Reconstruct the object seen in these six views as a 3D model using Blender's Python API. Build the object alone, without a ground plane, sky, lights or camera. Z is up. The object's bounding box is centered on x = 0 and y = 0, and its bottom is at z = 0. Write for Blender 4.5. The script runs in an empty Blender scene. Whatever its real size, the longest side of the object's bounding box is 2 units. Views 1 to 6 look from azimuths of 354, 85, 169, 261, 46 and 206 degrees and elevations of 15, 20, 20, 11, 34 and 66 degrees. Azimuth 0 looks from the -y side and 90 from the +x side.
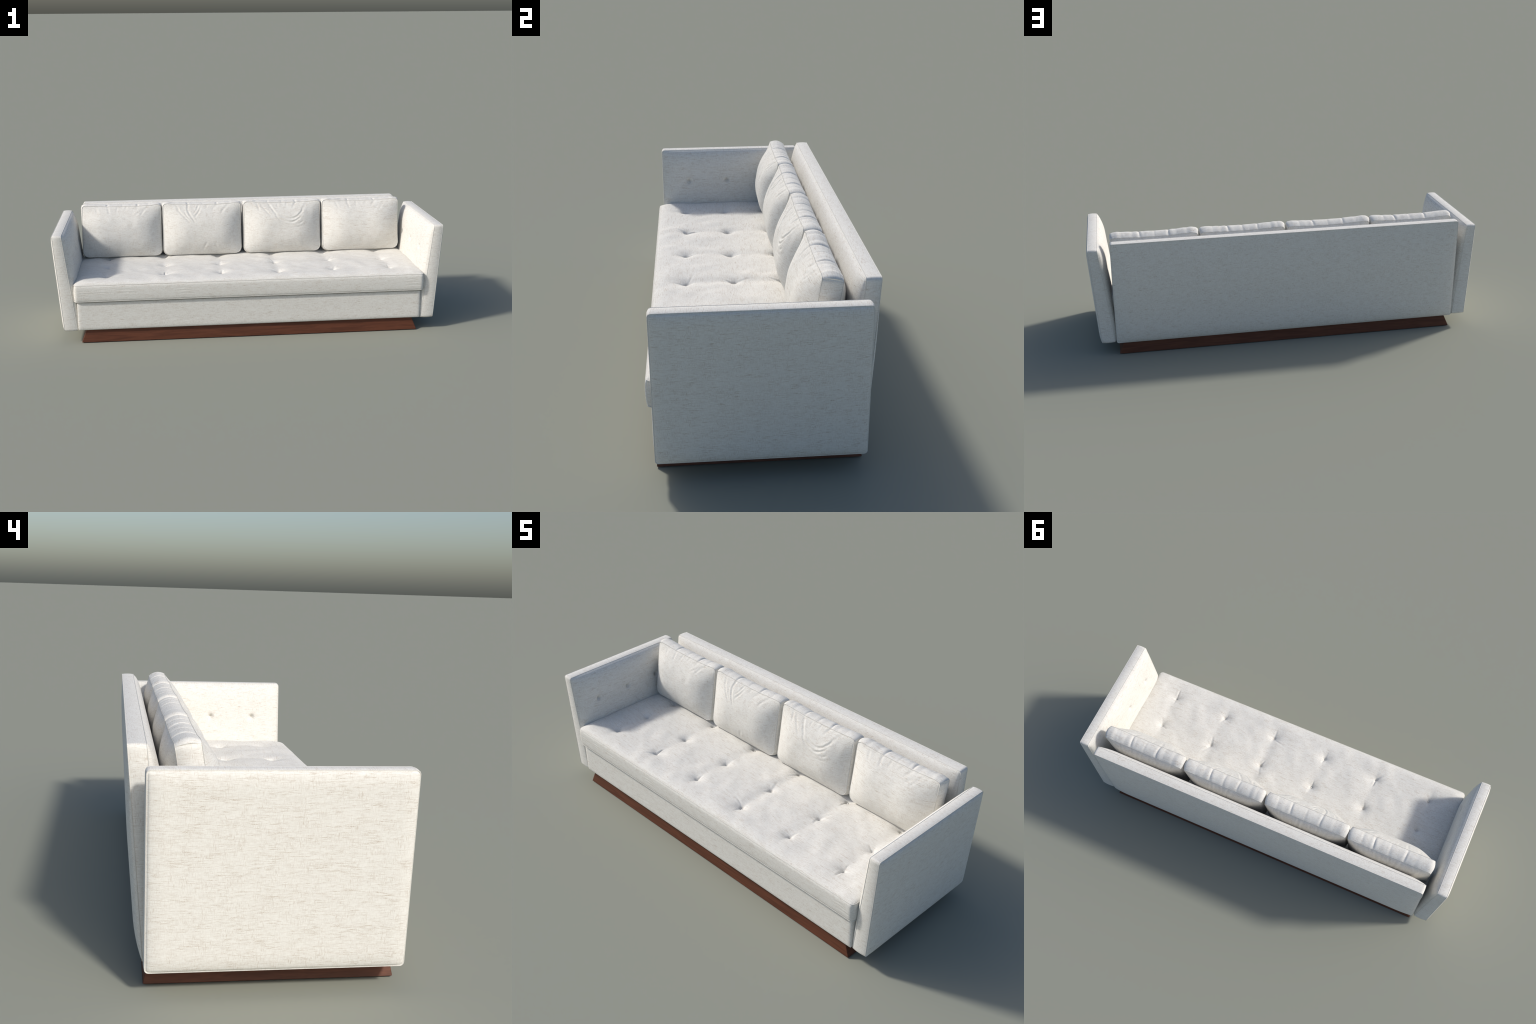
import bpy, math
import numpy as np
from mathutils import Matrix

# ---------------------------------------------------------------- helpers
def smooth(x, lo, hi):
    t = np.clip((x - lo) / (hi - lo), 0, 1)
    return t * t * (3 - 2 * t)

def dome(d, reach):
    """quarter-ellipse rise of stuffed cloth away from a seam"""
    t = np.clip(d / reach, 0, 1)
    return np.sqrt(np.clip(1 - (1 - t) ** 2, 0, 1))

def value_noise(x, y, seed):
    """smooth seeded 2D value noise in -1..1"""
    rng = np.random.default_rng(seed)
    tab = rng.uniform(-1, 1, (64, 64))
    xi = np.floor(x).astype(int); yi = np.floor(y).astype(int)
    fx = x - xi; fy = y - yi
    fx = fx * fx * (3 - 2 * fx); fy = fy * fy * (3 - 2 * fy)
    g = lambda i, j: tab[i % 64, j % 64]
    return ((g(xi, yi) * (1 - fx) + g(xi + 1, yi) * fx) * (1 - fy)
            + (g(xi, yi + 1) * (1 - fx) + g(xi + 1, yi + 1) * fx) * fy)

def crease(u, v, pts, width, depth, ridge=0.55):
    """a fold along a smooth curve through pts: a furrow with a raised lip"""
    P = np.array(pts, float)
    n = len(P)
    t = np.linspace(0, n - 1, 14 * (n - 1) + 1)
    # Catmull-Rom through the control points
    Q = []
    for k in t:
        i = min(int(k), n - 2); f = k - i
        p0 = P[max(i - 1, 0)]; p1 = P[i]; p2 = P[i + 1]; p3 = P[min(i + 2, n - 1)]
        Q.append(0.5 * (2 * p1 + (p2 - p0) * f + (2 * p0 - 5 * p1 + 4 * p2 - p3) * f ** 2
                        + (3 * p1 - p0 - 3 * p2 + p3) * f ** 3))
    Q = np.array(Q)
    lo = Q.min(0) - 4 * width; hi = Q.max(0) + 4 * width
    out = np.zeros_like(u)
    sel = (u > lo[0]) & (u < hi[0]) & (v > lo[1]) & (v < hi[1])
    if not sel.any():
        return out
    pu = u[sel]; pv = v[sel]
    best = np.full(pu.shape, 1e9); side = np.zeros_like(pu); along = np.zeros_like(pu)
    for i in range(len(Q) - 1):
        d = Q[i + 1] - Q[i]; L = d @ d + 1e-12
        f = np.clip(((pu - Q[i, 0]) * d[0] + (pv - Q[i, 1]) * d[1]) / L, 0, 1)
        ex = pu - Q[i, 0] - f * d[0]; ey = pv - Q[i, 1] - f * d[1]
        dist = np.hypot(ex, ey)
        m = dist < best
        best[m] = dist[m]; along[m] = (i + f[m]) / (len(Q) - 1)
        side[m] = np.sign(d[0] * ey - d[1] * ex)[m]
    sd = best * side
    taper = np.sin(np.pi * np.clip(along, 0.02, 0.98)) ** 0.6
    prof = -np.exp(-(sd / width) ** 2) + ridge * np.exp(-((np.abs(sd) - 1.9 * width) / (1.1 * width)) ** 2)
    out[sel] = depth * taper * prof
    return out

def edge_samples(half, spacing):
    fine = [0, .0012, .0026, .0042, .0065, .010, .015, .021]
    n = max(2, int(round((2 * half - 2 * .028) / spacing)))
    mid = np.linspace(-half + .028, half - .028, n + 1)
    lo = [-half + f for f in fine]
    return np.array(lo + list(mid) + [-x for x in reversed(lo)])

ROOT = None
MATS = {}

def make_object(name, verts, faces, mat, parent, origin=None, sharp=38, mats=None):
    verts = np.asarray(verts, float)
    if origin is None:
        origin = (verts.min(0) + verts.max(0)) / 2
    origin = np.asarray(origin, float)
    me = bpy.data.meshes.new(name)
    me.from_pydata((verts - origin).tolist(), [], faces)
    me.update()
    me.polygons.foreach_set("use_smooth", [True] * len(me.polygons))
    if sharp:
        me.set_sharp_from_angle(angle=math.radians(sharp))
    me.materials.append(mat)
    ob = bpy.data.objects.new(name, me)
    bpy.context.scene.collection.objects.link(ob)
    p_org = np.zeros(3)
    if parent is not None:
        ob.parent = parent
        q = parent
        while q is not None and q is not ROOT:
            p_org += np.array(q.location); q = q.parent
    ob.location = (origin - p_org).tolist()
    return ob

def tube(loop, radius, ring=7):
    """closed cord along a loop of points"""
    P = np.asarray(loop); n = len(P)
    T = np.roll(P, -1, 0) - np.roll(P, 1, 0)
    T /= np.linalg.norm(T, axis=1)[:, None] + 1e-12
    C = P.mean(0)
    N0 = np.cross(T, np.cross(P - C, T)); N0 /= np.linalg.norm(N0, axis=1)[:, None] + 1e-12
    B0 = np.cross(T, N0)
    V = []; F = []
    for k in range(ring):
        a = 2 * math.pi * k / ring
        V.append(P + radius * (math.cos(a) * N0 + math.sin(a) * B0))
    V = np.stack(V, 1).reshape(-1, 3)
    for i in range(n):
        j = (i + 1) % n
        for k in range(ring):
            l = (k + 1) % ring
            F.append((i * ring + k, j * ring + k, j * ring + l, i * ring + l))
    return V, F

def boxed_panel(name, parent, mat, place, a, b, r, w_front, w_back, band,
                spacing=.006, rows=8, cord=.0015, cord_mat=None, seam_wobble=None, cord_out=0.0):
    """A stuffed panel: two cloth faces joined by a boxing band, with cords in
    both seams. Local axes: u (half a), v (half b), w = depth."""
    su = edge_samples(a, spacing); sv = edge_samples(b, spacing)
    U0, V0 = np.meshgrid(su, sv, indexing='ij')
    du = a - np.abs(U0); dv = b - np.abs(V0)
    U = U0.copy(); V = V0.copy()
    qx = (np.abs(U0) - (a - r)) / r; qy = (np.abs(V0) - (b - r)) / r
    m = (qx > 0) & (qy > 0)
    k = np.ones_like(U); k[m] = np.maximum(qx, qy)[m] / np.hypot(qx, qy)[m]
    U[m] = (np.sign(U0) * ((a - r) + r * qx * k))[m]
    V[m] = (np.sign(V0) * ((b - r) + r * qy * k))[m]
    if seam_wobble is not None:
        U, V = seam_wobble(U, V, du, dv)
    nu, nv = U.shape
    Wf = w_front(U, V, du, dv); Wb = w_back(U, V, du, dv)
    idx = np.arange(nu * nv).reshape(nu, nv)
    border = ([(i, 0) for i in range(nu - 1)] + [(nu - 1, j) for j in range(nv - 1)]
              + [(i, nv - 1) for i in range(nu - 1, 0, -1)] + [(0, j) for j in range(nv - 1, 0, -1)])
    bi = np.array([x[0] for x in border]); bj = np.array([x[1] for x in border])
    bu, bv = U[bi, bj], V[bi, bj]
    f, bk = Wf[bi, bj], Wb[bi, bj]
    # outward direction of the outline
    tu = np.roll(bu, -1) - np.roll(bu, 1); tv = np.roll(bv, -1) - np.roll(bv, 1)
    L = np.hypot(tu, tv) + 1e-12
    ou, ov = tv / L, -tu / L
    arc = np.concatenate([[0], np.cumsum(np.hypot(np.diff(bu), np.diff(bv)))])
    pts = [np.stack([U, V, Wf], -1).reshape(-1, 3), np.stack([U, V, Wb], -1).reshape(-1, 3)]
    nF = nu * nv
    edge = [0, .06] + list(np.linspace(.14, .86, rows - 1)) + [.94, 1]
    rowsidx = [idx[bi, bj]]
    off = 2 * nF
    for t in edge[1:-1]:
        h = band(bu, bv, t, ou, ov)
        pts.append(np.stack([bu + ou * h, bv + ov * h, f * (1 - t) + bk * t], -1))
        rowsidx.append(np.arange(off, off + len(bu))); off += len(bu)
    rowsidx.append(idx[bi, bj] + nF)
    P = np.concatenate(pts)
    faces = []
    A = idx[:-1, :-1].ravel(); B = idx[1:, :-1].ravel(); C = idx[1:, 1:].ravel(); D = idx[:-1, 1:].ravel()
    faces += list(zip(A.tolist(), B.tolist(), C.tolist(), D.tolist()))
    faces += list(zip((D + nF).tolist(), (C + nF).tolist(), (B + nF).tolist(), (A + nF).tolist()))
    for r0, r1 in zip(rowsidx[:-1], rowsidx[1:]):
        n0 = np.roll(r0, -1); n1 = np.roll(r1, -1)
        faces += list(zip(r0.tolist(), r1.tolist(), n1.tolist(), n0.tolist()))
    X = place(P[:, 0], P[:, 1], P[:, 2])
    # keep the winding outward whatever the handedness of the placement
    e = 1e-3
    o = place(np.array([0, e, 0, 0.]), np.array([0, 0, e, 0.]), np.array([0, 0, 0, e]))
    if np.linalg.det(np.stack([o[1] - o[0], o[2] - o[0], o[3] - o[0]])) < 0:
        faces = [tuple(reversed(q)) for q in faces]
    ob = make_object(name, X, faces, mat, parent)
    if cord:
        for W in (f, bk):
            loop = place(bu + ou * cord_out, bv + ov * cord_out, W)
            Vt, Ft = tube(loop, cord)
            make_object("seam_cord", Vt, Ft, cord_mat or mat, ob, sharp=None)
    return ob

# ---------------------------------------------------------------- materials
def node(nt, kind, **kw):
    n = nt.nodes.new(kind)
    for k, v in kw.items():
        setattr(n, k, v)
    return n

def math_node(nt, op, a, b=None, c=None, clamp=False):
    n = nt.nodes.new("ShaderNodeMath"); n.operation = op; n.use_clamp = clamp
    for i, x in enumerate((a, b, c)):
        if x is None: continue
        if isinstance(x, (int, float)): n.inputs[i].default_value = x
        else: nt.links.new(x, n.inputs[i])
    return n.outputs[0]

def ramp01(nt, x, lo, hi):
    n = nt.nodes.new("ShaderNodeMapRange"); n.interpolation_type = 'SMOOTHSTEP'
    nt.links.new(x, n.inputs['Value'])
    n.inputs['From Min'].default_value = lo; n.inputs['From Max'].default_value = hi
    return n.outputs['Result']

def mix_colour(nt, fac, a, b):
    n = nt.nodes.new("ShaderNodeMix"); n.data_type = 'RGBA'
    if isinstance(fac, (int, float)): n.inputs[0].default_value = fac
    else: nt.links.new(fac, n.inputs[0])
    for x, i in ((a, 6), (b, 7)):
        if isinstance(x, tuple): n.inputs[i].default_value = (*x, 1)
        else: nt.links.new(x, n.inputs[i])
    return n.outputs[2]

def linen(name, ground, fleck, fleck_amount=1.0):
    """slubby linen: long dark slubs along the weft, short ones along the warp"""
    m = bpy.data.materials.new(name); m.use_nodes = True
    nt = m.node_tree; bs = nt.nodes["Principled BSDF"]
    tc = node(nt, "ShaderNodeTexCoord")
    oi = node(nt, "ShaderNodeObjectInfo")
    sep = node(nt, "ShaderNodeSeparateXYZ"); nt.links.new(tc.outputs['Object'], sep.inputs[0])
    nor = node(nt, "ShaderNodeSeparateXYZ"); nt.links.new(tc.outputs['Normal'], nor.inputs[0])
    x, y, z = sep.outputs
    lying = math_node(nt, 'GREATER_THAN', math_node(nt, 'ABSOLUTE', nor.outputs[2]), .72)
    facing_x = math_node(nt, 'GREATER_THAN', math_node(nt, 'ABSOLUTE', nor.outputs[0]), .72)
    def pick(mask, a, b):           # mask ? b : a
        return math_node(nt, 'ADD', math_node(nt, 'MULTIPLY', a, math_node(nt, 'SUBTRACT', 1.0, mask)),
                         math_node(nt, 'MULTIPLY', b, mask))
    weft = pick(facing_x, x, y)     # direction of the long slubs
    warp = pick(lying, z, y)
    rnd = math_node(nt, 'MULTIPLY', oi.outputs['Random'], 37.0)
    def thread_noise(fu, fv, detail, shift, rough=.55):
        c = node(nt, "ShaderNodeCombineXYZ")
        nt.links.new(math_node(nt, 'MULTIPLY', weft, fu), c.inputs[0])
        nt.links.new(math_node(nt, 'MULTIPLY', warp, fv), c.inputs[1])
        nt.links.new(math_node(nt, 'ADD', rnd, shift), c.inputs[2])
        n = node(nt, "ShaderNodeTexNoise"); n.inputs['Scale'].default_value = 1
        n.inputs['Detail'].default_value = detail; n.inputs['Roughness'].default_value = rough
        nt.links.new(c.outputs[0], n.inputs['Vector'])
        return n.outputs['Fac']
    breakup = ramp01(nt, thread_noise(360, 360, 1, 3.7), .40, .58)
    slub_weft = ramp01(nt, thread_noise(38, 620, 2.0, 0, .62), .47, .68)
    slub_warp = ramp01(nt, thread_noise(600, 75, 2.2, 5.3, .65), .49, .70)
    patch = ramp01(nt, thread_noise(16, 60, 3.5, 9.1, .65), .38, .64)
    patch2 = ramp01(nt, thread_noise(34, 30, 3, 14.7, .6), .42, .64)
    pale = ramp01(nt, thread_noise(22, 90, 3, 21.9), .48, .68)
    weave_w = thread_noise(90, 620, .5, 30.2)
    weave_f = thread_noise(620, 90, .5, 44.8)
    weave = math_node(nt, 'MAXIMUM', weave_w, math_node(nt, 'SUBTRACT', weave_f, .05))
    s1 = math_node(nt, 'MULTIPLY', slub_weft, math_node(nt, 'MULTIPLY_ADD', patch, .62, .38))
    s2 = math_node(nt, 'MULTIPLY', slub_warp, math_node(nt, 'MULTIPLY_ADD', patch2, .46, .18))
    s1 = math_node(nt, 'MULTIPLY', s1, math_node(nt, 'MULTIPLY_ADD', breakup, .60, .40))
    slub = math_node(nt, 'MULTIPLY', math_node(nt, 'MAXIMUM', s1, s2), .90 * fleck_amount, clamp=True)
    tint = tuple(g * .89 + f * .11 for g, f in zip(ground, fleck))
    light = tuple(min(.9, g * 1.035) for g in ground)
    c0 = mix_colour(nt, ramp01(nt, weave, .46, .66), light, tint)
    c1 = mix_colour(nt, math_node(nt, 'MULTIPLY', pale, .55), c0, light)
    c2 = mix_colour(nt, slub, c1, fleck)
    nt.links.new(c2, bs.inputs['Base Color'])
    bs.inputs['Roughness'].default_value = .92
    bs.inputs['Specular IOR Level'].default_value = .18
    bs.inputs['Sheen Weight'].default_value = .08
    bs.inputs['Sheen Roughness'].default_value = .5
    h = math_node(nt, 'ADD', weave, math_node(nt, 'MULTIPLY', slub, .6))
    bp = node(nt, "ShaderNodeBump"); bp.inputs['Strength'].default_value = .22
    bp.inputs['Distance'].default_value = .0006
    nt.links.new(h, bp.inputs['Height']); nt.links.new(bp.outputs[0], bs.inputs['Normal'])
    return m

def walnut(name):
    m = bpy.data.materials.new(name); m.use_nodes = True
    nt = m.node_tree; bs = nt.nodes["Principled BSDF"]
    tc = node(nt, "ShaderNodeTexCoord")
    mp = node(nt, "ShaderNodeMapping"); mp.inputs['Scale'].default_value = (5, 9, 75)
    nt.links.new(tc.outputs['Object'], mp.inputs[0])
    n = node(nt, "ShaderNodeTexNoise"); n.inputs['Scale'].default_value = 1.0
    n.inputs['Detail'].default_value = 5; n.inputs['Distortion'].default_value = 1.1
    nt.links.new(mp.outputs[0], n.inputs['Vector'])
    mp2 = node(nt, "ShaderNodeMapping"); mp2.inputs['Scale'].default_value = (60, 60, 420)
    nt.links.new(tc.outputs['Object'], mp2.inputs[0])
    n2 = node(nt, "ShaderNodeTexNoise"); n2.inputs['Scale'].default_value = 1.0; n2.inputs['Detail'].default_value = 2
    nt.links.new(mp2.outputs[0], n2.inputs['Vector'])
    g = ramp01(nt, n.outputs['Fac'], .32, .70)
    c = mix_colour(nt, g, (.090, .0300, .0150), (.130, .0440, .0225))
    pores = ramp01(nt, n2.outputs['Fac'], .55, .75)
    c = mix_colour(nt, math_node(nt, 'MULTIPLY', pores, .30), c, (.060, .018, .011))
    nt.links.new(c, bs.inputs['Base Color'])
    bs.inputs['Roughness'].default_value = .55
    bs.inputs['Specular IOR Level'].default_value = .3
    bp = node(nt, "ShaderNodeBump"); bp.inputs['Strength'].default_value = .15; bp.inputs['Distance'].default_value = .0008
    nt.links.new(n2.outputs['Fac'], bp.inputs['Height']); nt.links.new(bp.outputs[0], bs.inputs['Normal'])
    return m

GROUND = (.758, .750, .708)
FLECK = (.482, .410, .336)
LINEN = linen("cream_linen", GROUND, FLECK)
CORD = linen("linen_seam", tuple(.90 * g for g in GROUND), FLECK, .5)  # cloth colour lowered a little to deepen the occlusion line along seams
CORD_DARK = linen("linen_seam_shadow", tuple(.72 * g for g in GROUND), FLECK, .5)  # cushion cords darkened further: the seam's shadow line is painted into them
WOOD = walnut("red_brown_walnut")
DUST = linen("dark_lining_cloth", (.05, .05, .05), (.03, .03, .03))

# ---------------------------------------------------------------- the sofa
ROOT = bpy.data.objects.new("sofa", None)
bpy.context.scene.collection.objects.link(ROOT)
ROOT["label"] = "long cream linen sofa with button-tufted seat on wooden plinth"
ROOT["category"] = "sofa"
ROOT.rotation_euler = (0, 0, math.radians(-0.28))   # it stands very slightly turned

def groove(du, dv):
    d = np.minimum(du, dv)
    return -.0016 * np.exp(-((d - .0026) / .0016) ** 2)

# --- plinth: a low wooden board on edge, ends sloping outward to the floor
def plinth():
    zt = .068
    xb, xt = .871, .844
    yb, yt = (-.3265, .3065), (-.3170, .2910)
    bev = .0015
    V = []; 
    for z, hx, (y0, y1) in ((0, xb - bev, (yb[0] + bev, yb[1] - bev)), (bev, xb, yb), (zt, xt, yt)):
        # octagonal rings give each upright edge a small chamfer
        c = .0018
        V += [(-hx + c, y0, z), (hx - c, y0, z), (hx, y0 + c, z), (hx, y1 - c, z),
              (hx - c, y1, z), (-hx + c, y1, z), (-hx, y1 - c, z), (-hx, y0 + c, z)]
    F = []
    for k in range(2):
        for i in range(8):
            j = (i + 1) % 8
            F.append((k * 8 + i, k * 8 + j, k * 8 + 8 + j, k * 8 + 8 + i))
    F.append(tuple(range(7, -1, -1))); F.append(tuple(range(16, 24)))
    return make_object("plinth", V, F, WOOD, ROOT, sharp=25)
plinth()

# --- arms: upholstered slabs leaning outward, slimmer at the top
ARM_Z = (.0645, .5585); ARM_Y = (-.3255, .3050)
BUTTON_Y = (-.205, -.028, .152); ARM_BUTTON_Z = .420
def arm(sign):
    a = (ARM_Y[1] - ARM_Y[0]) / 2; b = (ARM_Z[1] - ARM_Z[0]) / 2
    yc = sum(ARM_Y) / 2; zc = sum(ARM_Z) / 2
    def place(u, v, w):
        t = (v + b) / (2 * b)
        outer = .9545 + (.9915 - .9545) * t
        inner = .8895 + (.9465 - .8895) * t
        mid = (outer + inner) / 2; half = (outer - inner) / 2
        # w = +-half thickness (unit) plus absolute padding
        s = np.sign(w)
        x = mid + s * half * np.clip(np.abs(w), 0, 1) + s * np.clip(np.abs(w) - 1, 0, 1)
        return np.stack([sign * x, yc + u, zc + v], -1)
    def pad(du, dv, B, R):
        return B * dome(du, R) * dome(dv, R)
    def wf(U, V, du, dv):      # outer face
        return 1 + np.maximum(pad(du, dv, .0102, .045) + groove(du, dv), 0)
    def wb(U, V, du, dv):      # inner face with three buttons
        p = pad(du, dv, .0290, .085)
        for yb in BUTTON_Y:
            r = np.hypot(U + yc - yb, V + zc - ARM_BUTTON_Z)
            p -= .0185 * np.exp(-(r / .0090) ** 2) + .0035 * np.exp(-r / .022)
        p += .0006 * value_noise(U * 14 + 9, V * 14 + 3, 7)  * dome(du, .05) * dome(dv, .05)
        return -(1 + np.maximum(p + groove(du, dv), 0))
    def band(bu, bv, t, ou, ov):
        return .0030 * math.sin(math.pi * t) ** .6 + 0 * bu
    ob = boxed_panel("arm", ROOT, LINEN, place, a, b, .0095, wf, wb, band, spacing=.0045, rows=8,
                     cord=.0011, cord_mat=CORD, cord_out=.0004)
    # covered buttons sunk into the padding
    for yb in BUTTON_Y:
        c = place(np.array([yb - yc]), np.array([ARM_BUTTON_Z - zc]), np.array([-1.0 - .0070]))[0]
        button(c, (-sign, 0, 0), .0050, ob)
    return ob

BUTTON_MESH = {}
def button(centre, axis, radius, parent):
    """a flattened cloth-covered dome"""
    n, m = 16, 6
    V = [(0, 0, .42)]; F = []
    for j in range(1, m + 1):
        a = (j / m) * math.pi * .62
        for i in range(n):
            t = 2 * math.pi * i / n
            V.append((math.sin(a) * math.cos(t), math.sin(a) * math.sin(t), .42 * math.cos(a)))
    for i in range(n):
        F.append((0, 1 + i, 1 + (i + 1) % n))
    for j in range(m - 1):
        for i in range(n):
            k = (i + 1) % n
            F.append((1 + j * n + i, 1 + (j + 1) * n + i, 1 + (j + 1) * n + k, 1 + j * n + k))
    F.append(tuple(1 + (m - 1) * n + i for i in range(n - 1, -1, -1)))
    V = np.array(V) * radius
    ax = np.array(axis, float)
    up = np.array([0, 1, 0.]) ; s = np.cross(up, ax); s /= np.linalg.norm(s); up = np.cross(ax, s)
    W = V[:, :1] * s + V[:, 1:2] * up + V[:, 2:3] * ax + np.array(centre)
    return make_object("button", W, F, LINEN, parent, sharp=60)

arm(-1); arm(1)

# --- backrest: upright slab, leaning back, padded in front and (less) behind
def backrest():
    z0, z1 = .0620, .5975
    a = .8815; b = (z1 - z0) / 2; zc = (z0 + z1) / 2
    def place(u, v, w):
        t = (v + b) / (2 * b)
        back = .3080 + (.3465 - .3080) * t
        front = back - (.060 + (.0455 - .060) * t)
        mid = (back + front) / 2; half = (back - front) / 2
        s = np.sign(w)
        y = mid + s * half * np.clip(np.abs(w), 0, 1) + s * np.clip(np.abs(w) - 1, 0, 1)
        return np.stack([u, y, zc + v], -1)
    def wf(U, V, du, dv):      # rear
        up = np.clip(dv / .26, 0, 1)
        p = .0160 * dome(du, .10) * np.where(V > 0, 1 - (1 - up) ** 2, dome(dv, .085))
        return 1 + np.maximum(p + groove(du, dv), 0)
    def wb(U, V, du, dv):      # front
        p = .028 * dome(du, .09) * dome(dv, .11)
        return -(1 + np.maximum(p + groove(du, dv), 0))
    def band(bu, bv, t, ou, ov):
        return .0025 * math.sin(math.pi * t) ** .6 + 0 * bu
    boxed_panel("backrest", ROOT, LINEN, place, a, b, .010, wf, wb, band, spacing=.009, rows=8,
                cord=.0013, cord_mat=CORD, cord_out=.0003)
backrest()

# --- seat frame: the front rail and the box behind it
def seat_frame():
    a = .8850; z0, z1 = .0675, .213
    b = (z1 - z0) / 2; zc = (z0 + z1) / 2
    y0, y1 = -.3285, .255
    def place(u, v, w):
        return np.stack([u, w, zc + v], -1)
    rng = np.random.default_rng(4)
    folds = []
    for k in range(5):         # a few faint drag lines in the cloth
        x = -.50 + .045 * k + rng.uniform(-.01, .01); z = -.035 + .006 * (k % 3)
        folds.append([(x, z), (x + .04, z + .004), (x + .085, z + .002)])
    def wf(U, V, du, dv):
        p = .0055 * dome(du, .018) * dome(dv, .020)
        for f in folds:
            p += crease(U, V, f, .0035, .0008)
        return y0 - p
    def wb(U, V, du, dv):
        return y1 + 0 * U
    def band(bu, bv, t, ou, ov):
        return 0 * bu
    boxed_panel("seat_frame", ROOT, LINEN, place, a, b, .006, wf, wb, band, spacing=.006, rows=3, cord=0)
seat_frame()

# --- seat cushion: one long bench cushion, tufted in six columns and three rows
TUFT_X = (-.736, -.440, -.145, .151, .444, .740)
TUFT_Y = (-.2240, -.0485, .1320)
def seat_cushion():
    a = .8960; y0, y1 = -.3435, .262
    b = (y1 - y0) / 2; yc = (y0 + y1) / 2
    zt, zb = .3060, .2215
    rng = np.random.default_rng(11)
    rays = []
    for x in TUFT_X:
        for y in TUFT_Y:
            for s in (-1, 1):      # pulls running roughly front to back from each tuft
                L = rng.uniform(.030, .075); ang = rng.normal(0, .55)
                dx, dy = L * math.sin(ang), s * L * math.cos(ang)
                rays.append(([(x + .004 * math.sin(ang), y + s * .004), (x + dx * .35, y + dy * .5), (x + dx, y + dy)],
                             rng.uniform(.0034, .0055), rng.uniform(.0006, .0032)))
            for k in range(2):     # short pinches in other directions
                t = rng.uniform(0, 2 * math.pi); L = rng.uniform(.02, .04)
                rays.append(([(x + .008 * math.cos(t), y + .008 * math.sin(t)),
                              (x + L * math.cos(t + .2), y + L * math.sin(t + .2))], .0030, rng.uniform(.0008, .0018)))
    def top(U, V, du, dv):
        X = U; Y = V + yc
        p = (.0185 - .0022 * smooth(Y, -.12, .12)) * dome(du, .070) * dome(dv, .060)
        inside = dome(du, .08) * dome(dv, .06)
        # distance to nearest tuft, column and row
        r = np.full(U.shape, 9.); pit = np.zeros_like(U); colv = np.zeros_like(U); rowv = np.zeros_like(U)
        for i, x in enumerate(TUFT_X):
            near = np.zeros_like(U)
            for j, y in enumerate(TUFT_Y):
                rng2 = np.random.default_rng(100 + i * 3 + j)
                deep = rng2.uniform(.85, 1.12)
                rr = np.hypot(X - x, Y - y)
                pit += deep * (.0095 * np.exp(-(rr / .0065) ** 2) + .0105 * np.exp(-rr / .019))
                near = np.maximum(near, rng2.uniform(.65, 1.1) * np.exp(-(np.abs(Y - y + .012 * rng2.uniform(-1, 1)) / .042) ** 1.4))
            between = ((Y > TUFT_Y[0] - .03) & (Y < TUFT_Y[2] + .1))
            w = near; wide = (.50 + .25 * value_noise(Y * 8 + 3 * i, Y * 0 + 7 * i, 33)) * smooth(Y, TUFT_Y[0] - .06, TUFT_Y[0] + .02)
            bend = .006 * value_noise(Y * 9 + i * 5, Y * 0 + i, 21)
            colv = np.maximum(colv, np.maximum(w, wide) * .62 * np.exp(-((X - x - bend) / .032) ** 2) + w * .12 * np.exp(-((X - x - bend) / .010) ** 2))
        for j, y in enumerate(TUFT_Y):
            near = np.zeros_like(U)
            for x in TUFT_X:
                near = np.maximum(near, np.exp(-(np.abs(X - x) / .05) ** 1.2))
            rowv = np.maximum(rowv, near * np.exp(-((Y - y) / .026) ** 2))
        p -= inside * (.0120 * colv + .0032 * rowv)
        p -= pit
        for pts, wd, dp in rays:
            p += crease(X, Y, pts, wd, dp, .5)
        p += inside * (.0030 * value_noise(X * 9, Y * 12, 3) + .0017 * value_noise(X * 21 + Y * 7, Y * 19, 5) + .0003 * value_noise(X * 44 - Y * 20, Y * 40, 6))
        return zt + np.maximum(p, -.012)
    def bottom(U, V, du, dv):
        return zb - .003 * dome(du, .05) * dome(dv, .05)
    folds = []
    rng3 = np.random.default_rng(8)
    for x0, n in ((-.875, 3), (-.79, 2), (-.68, 2), (-.37, 3), (.80, 3)):
        for k in range(n):
            x = x0 + rng3.uniform(-.01, .01); q = .34 + .16 * k + rng3.uniform(-.03, .03)
            L = rng3.uniform(.05, .11)
            folds.append([(x, q * .085), (x + L * .5, q * .085 - .003), (x + L, q * .085 + .001)])
    def band(bu, bv, t, ou, ov):
        h = .0058 * np.sin(np.pi * np.clip(t, 0, 1) ** .8) ** .35 * (np.abs(ov) * .9 + .1)
        h = np.where(np.abs(ou) > .7, .004 * math.sin(math.pi * t), h)
        front = ov < -.7
        tt = np.full_like(bu, t * .085)
        for f in folds:
            h = h + np.where(front, crease(bu, tt, f, .0030, .0006), 0)
        return h
    def place(u, v, w):
        return np.stack([u, yc + v, w], -1)
    ob = boxed_panel("seat_cushion", ROOT, LINEN, place, a, b, .016, top, bottom, band,
                     spacing=.0042, rows=22, cord=.0017, cord_mat=CORD, cord_out=.0006)
    for x in TUFT_X:
        for y in TUFT_Y:
            button((x, y, .3000), (0, 0, 1), .0042, ob)
seat_cushion()

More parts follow.
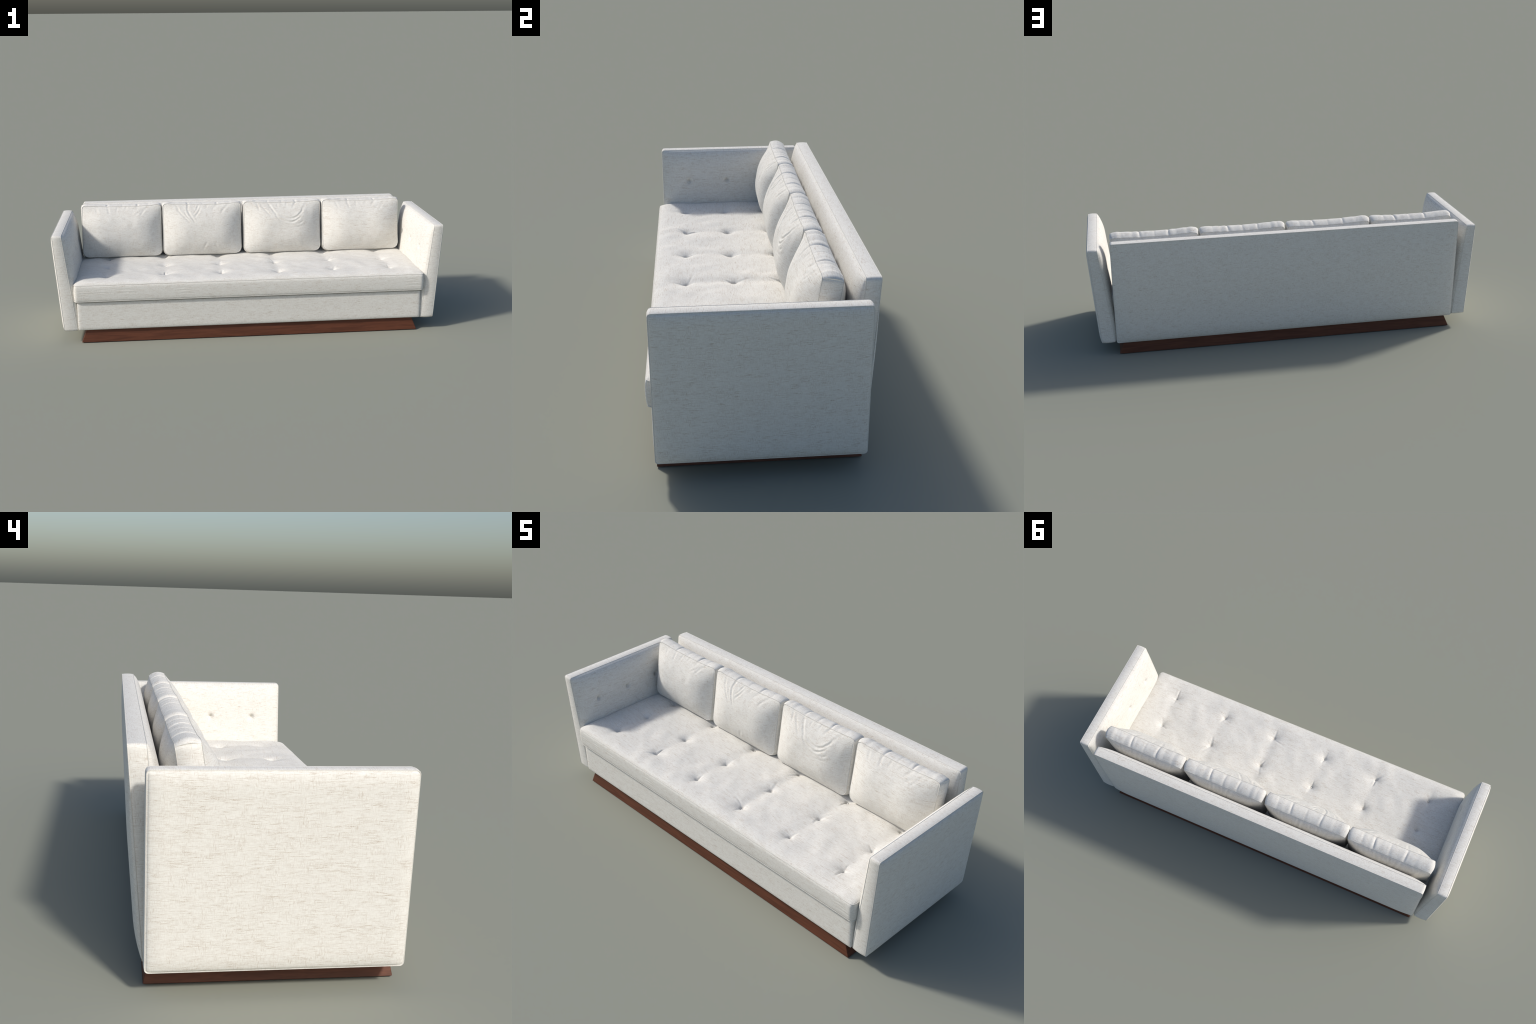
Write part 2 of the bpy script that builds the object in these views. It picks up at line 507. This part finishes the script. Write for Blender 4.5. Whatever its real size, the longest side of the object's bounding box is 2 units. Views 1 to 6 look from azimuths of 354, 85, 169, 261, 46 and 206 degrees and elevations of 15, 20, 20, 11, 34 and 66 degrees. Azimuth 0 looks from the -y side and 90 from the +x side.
# --- four loose back cushions
def back_cushion(x0, x1, kind):
    xc = (x0 + x1) / 2; a = (x1 - x0) / 2
    b = .1395
    # seam plane of the front face leans back: y .130 at the foot, .174 at the head
    zb_, zt_ = .3300, .6060
    yb_, yt_ = .1290, .1740
    lean = np.array([0, yt_ - yb_, zt_ - zb_]); lean /= np.linalg.norm(lean)
    nrm = np.array([0, -lean[2], lean[1]])           # toward the sitter
    org = np.array([xc, (yb_ + yt_) / 2, (zb_ + zt_) / 2])
    def place(u, v, w):
        u = np.asarray(u)
        return org + u[:, None] * np.array([1., 0, 0]) + v[:, None] * lean + w[:, None] * nrm
    seed = {'plain': 31, 'gathered': 47, 'slumped': 59, 'full': 73}[kind]
    rng = np.random.default_rng(seed)
    W, H = 2 * a, 2 * b
    uv = lambda p, q: (-a + p * W, b - q * H)        # fractions from the top left
    # short puckers pulled down from the top seam: same on every cushion
    pucker = [(.165, .20, .17), (.325, .345, .16), (.455, .435, .12), (.585, .55, .09), (.70, .63, .13), (.845, .74, .20)]
    strokes = []
    for p, p2, q in pucker:
        j = rng.uniform(-.012, .012)
        strokes.append(([uv(p + j, .035), uv((p + p2) / 2 + j * .5, .4 * q + .02), uv(p2, q)],
                        .0055, rng.uniform(.0018, .0030)))
    if kind == 'gathered':
        strokes += [([uv(.195, .07), uv(.215, .16), uv(.285, .27), uv(.34, .36)], .0042, .0038),
                    ([uv(.325, .02), uv(.315, .11), uv(.345, .21), uv(.405, .36)], .0048, .0046),
                    ([uv(.27, .14), uv(.305, .24), uv(.37, .35)], .0036, .0026),
                    ([uv(.49, .06), uv(.455, .17), uv(.405, .26)], .0048, .0030),
                    ([uv(.455, .05), uv(.425, .14), uv(.385, .20)], .0038, .0022),
                    ([uv(.56, .76), uv(.53, .84), uv(.50, .93)], .006, .0016),
                    ([uv(.66, .78), uv(.69, .86)], .006, .0012)]
    if kind == 'slumped':
        strokes += [([uv(.215, .05), uv(.285, .18), uv(.35, .29)], .0046, .0028),
                    ([uv(.335, .05), uv(.375, .17), uv(.44, .29)], .0048, .0034),
                    ([uv(.455, .265), uv(.555, .325), uv(.635, .338), uv(.725, .262), uv(.805, .125)], .0052, .0046),
                    ([uv(.44, .330), uv(.535, .388), uv(.615, .408), uv(.700, .352), uv(.765, .250)], .0047, .0040),
                    ([uv(.70, .270), uv(.745, .215), uv(.775, .130)], .0040, .0020),
                    ([uv(.50, .430), uv(.57, .455), uv(.645, .470)], .0042, .0022),
                    ([uv(.66, .452), uv(.72, .435), uv(.765, .395)], .0042, .0024),
                    ([uv(.40, .24), uv(.43, .32), uv(.48, .37)], .0042, .0020),
                    ([uv(.62, .500), uv(.69, .512), uv(.75, .490)], .0040, .0011),
                    ([uv(.66, .80), uv(.69, .87), uv(.72, .93)], .006, .0014),
                    ([uv(.75, .79), uv(.78, .88)], .006, .0012)]
    if kind == 'plain':
        strokes += [([uv(.79, .08), uv(.72, .15), uv(.66, .20)], .005, .0022),
                    ([uv(.72, .06), uv(.67, .13), uv(.63, .18)], .0045, .0018),
                    ([uv(.04, .42), uv(.10, .50), uv(.13, .58)], .006, .0014)]
    if kind == 'full':
        strokes += [([uv(.05, .40), uv(.09, .46)], .006, .0012),
                    ([uv(.80, .07), uv(.72, .14), uv(.67, .19)], .005, .0018)]
    back_strokes = []
    for k, p in enumerate((.12, .20, .34, .41, .50, .57, .66, .80, .88)):
        j = rng.uniform(-.01, .01)
        back_strokes.append(([uv(p + j, .02), uv(p + j + rng.uniform(-.02, .02), rng.uniform(.10, .17)),
                              uv(p + (.5 - p) * .12, rng.uniform(.20, .32))], .0055, rng.uniform(.0008, .0018)))
    # pleats across the boxing at the top
    pleats = [(q + rng.uniform(-.018, .018), d * rng.uniform(.7, 1.25))
              for q, d in ((.325, .0027), (.50, .0008), (.69, .0027), (.845, .0006))]

    def wobble(U, V, du, dv):
        # top edge sags between its corners; puckers pull the seam in a little
        p = (U + a) / W
        topness = smooth(V, -.02, b)
        sag = .0070 * (1 - np.clip(np.abs(U - .01) / (a * .93), 0, 1) ** 2.2) + .0015 * smooth(U, -a, 0) - .0018
        tug = np.zeros_like(U)
        for q, dpt in pleats:
            tug += .55 * dpt * np.exp(-((p - q) / .018) ** 2)
        ear = .0035 * smooth(np.abs(U), a - .03, a) * smooth(V, b - .03, b)
        V = V - topness * (sag + ear + tug * smooth(V, b - .03, b))
        # sides draw in slightly at mid height
        U = U * (1 - .010 * (1 - np.clip(np.abs(V) / b, 0, 1) ** 2) * smooth(np.abs(U), 0, a))
        # feet are rounder than the head
        low = smooth(-V, b - .035, b) * smooth(np.abs(U), a - .035, a)
        V = V + .0065 * low
        U = U - np.sign(U) * .0060 * low
        V = V + .0011 * value_noise(U * 55 + seed, U * 0 + seed, seed + 9) * smooth(V, b - .02, b)
        return U, V
    def pillow(du, dv, U, V, amount, top_r, bot_r):
        up = b - V; dn = V + b
        f = dome(du, .125) * np.where(V > 0, dome(up + 0 * dn, top_r), dome(dn, bot_r))
        return amount * f
    def wf(U, V, du, dv):
        up = dv; reach = np.where(V > 0, .139, .128)
        t = np.clip(dv / reach, 0, 1)
        vert = 1 - (1 - t) ** 2.2
        q = np.clip(du / .150, 0, 1)
        p = .052 * (1 - (1 - q) ** 2.3) * vert
        for pts, wd, dp in strokes:
            p = p + crease(U, V, pts, wd, .62 * dp, .34) * (1 + .45 * value_noise(U * 70, V * 70, seed + 5))
        ins = dome(du, .06) * dome(dv, .05)
        p = p + ins * (.0016 * value_noise(U * 13 + seed, V * 15, seed) + .0007 * value_noise(U * 34, V * 30 + seed, seed + 1))
        return p + groove(du, dv) * .6
    depth = .0640
    def wb(U, V, du, dv):
        t = np.clip(dv / .115, 0, 1); q = np.clip(du / .14, 0, 1)
        p = .039 * (1 - (1 - q) ** 2.4) * (1 - (1 - t) ** 2.4)
        for pts, wd, dp in back_strokes:
            p = p + crease(U, V, pts, wd, dp, .6)
        return -(depth + p + groove(du, dv) * .6)
    def band(bu, bv, t, ou, ov):
        p = (bu + a) / W
        sn = math.sin(math.pi * t)
        top = np.where(ov > .6, 1., 0.)
        h = (.0075 + .0035 * top) * sn ** .8
        for q, dpt in pleats:
            lean_ = .02 * math.sin(6 * q) * (t - .5)
            x = (p - q - lean_) / (.011 + .006 * t)
            h = h + top * sn ** .5 * dpt * (-np.exp(-x ** 2) + .18 * np.exp(-((np.abs(x) - 2.2) / 1.4) ** 2))
        return h
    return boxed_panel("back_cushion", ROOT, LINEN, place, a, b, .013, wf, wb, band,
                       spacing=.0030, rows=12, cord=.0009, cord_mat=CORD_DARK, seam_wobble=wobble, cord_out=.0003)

back_cushion(-.8800, -.4540, 'plain')
back_cushion(-.4405, -.0135, 'gathered')
back_cushion(.0060, .4315, 'slumped')
back_cushion(.4475, .8765, 'full')
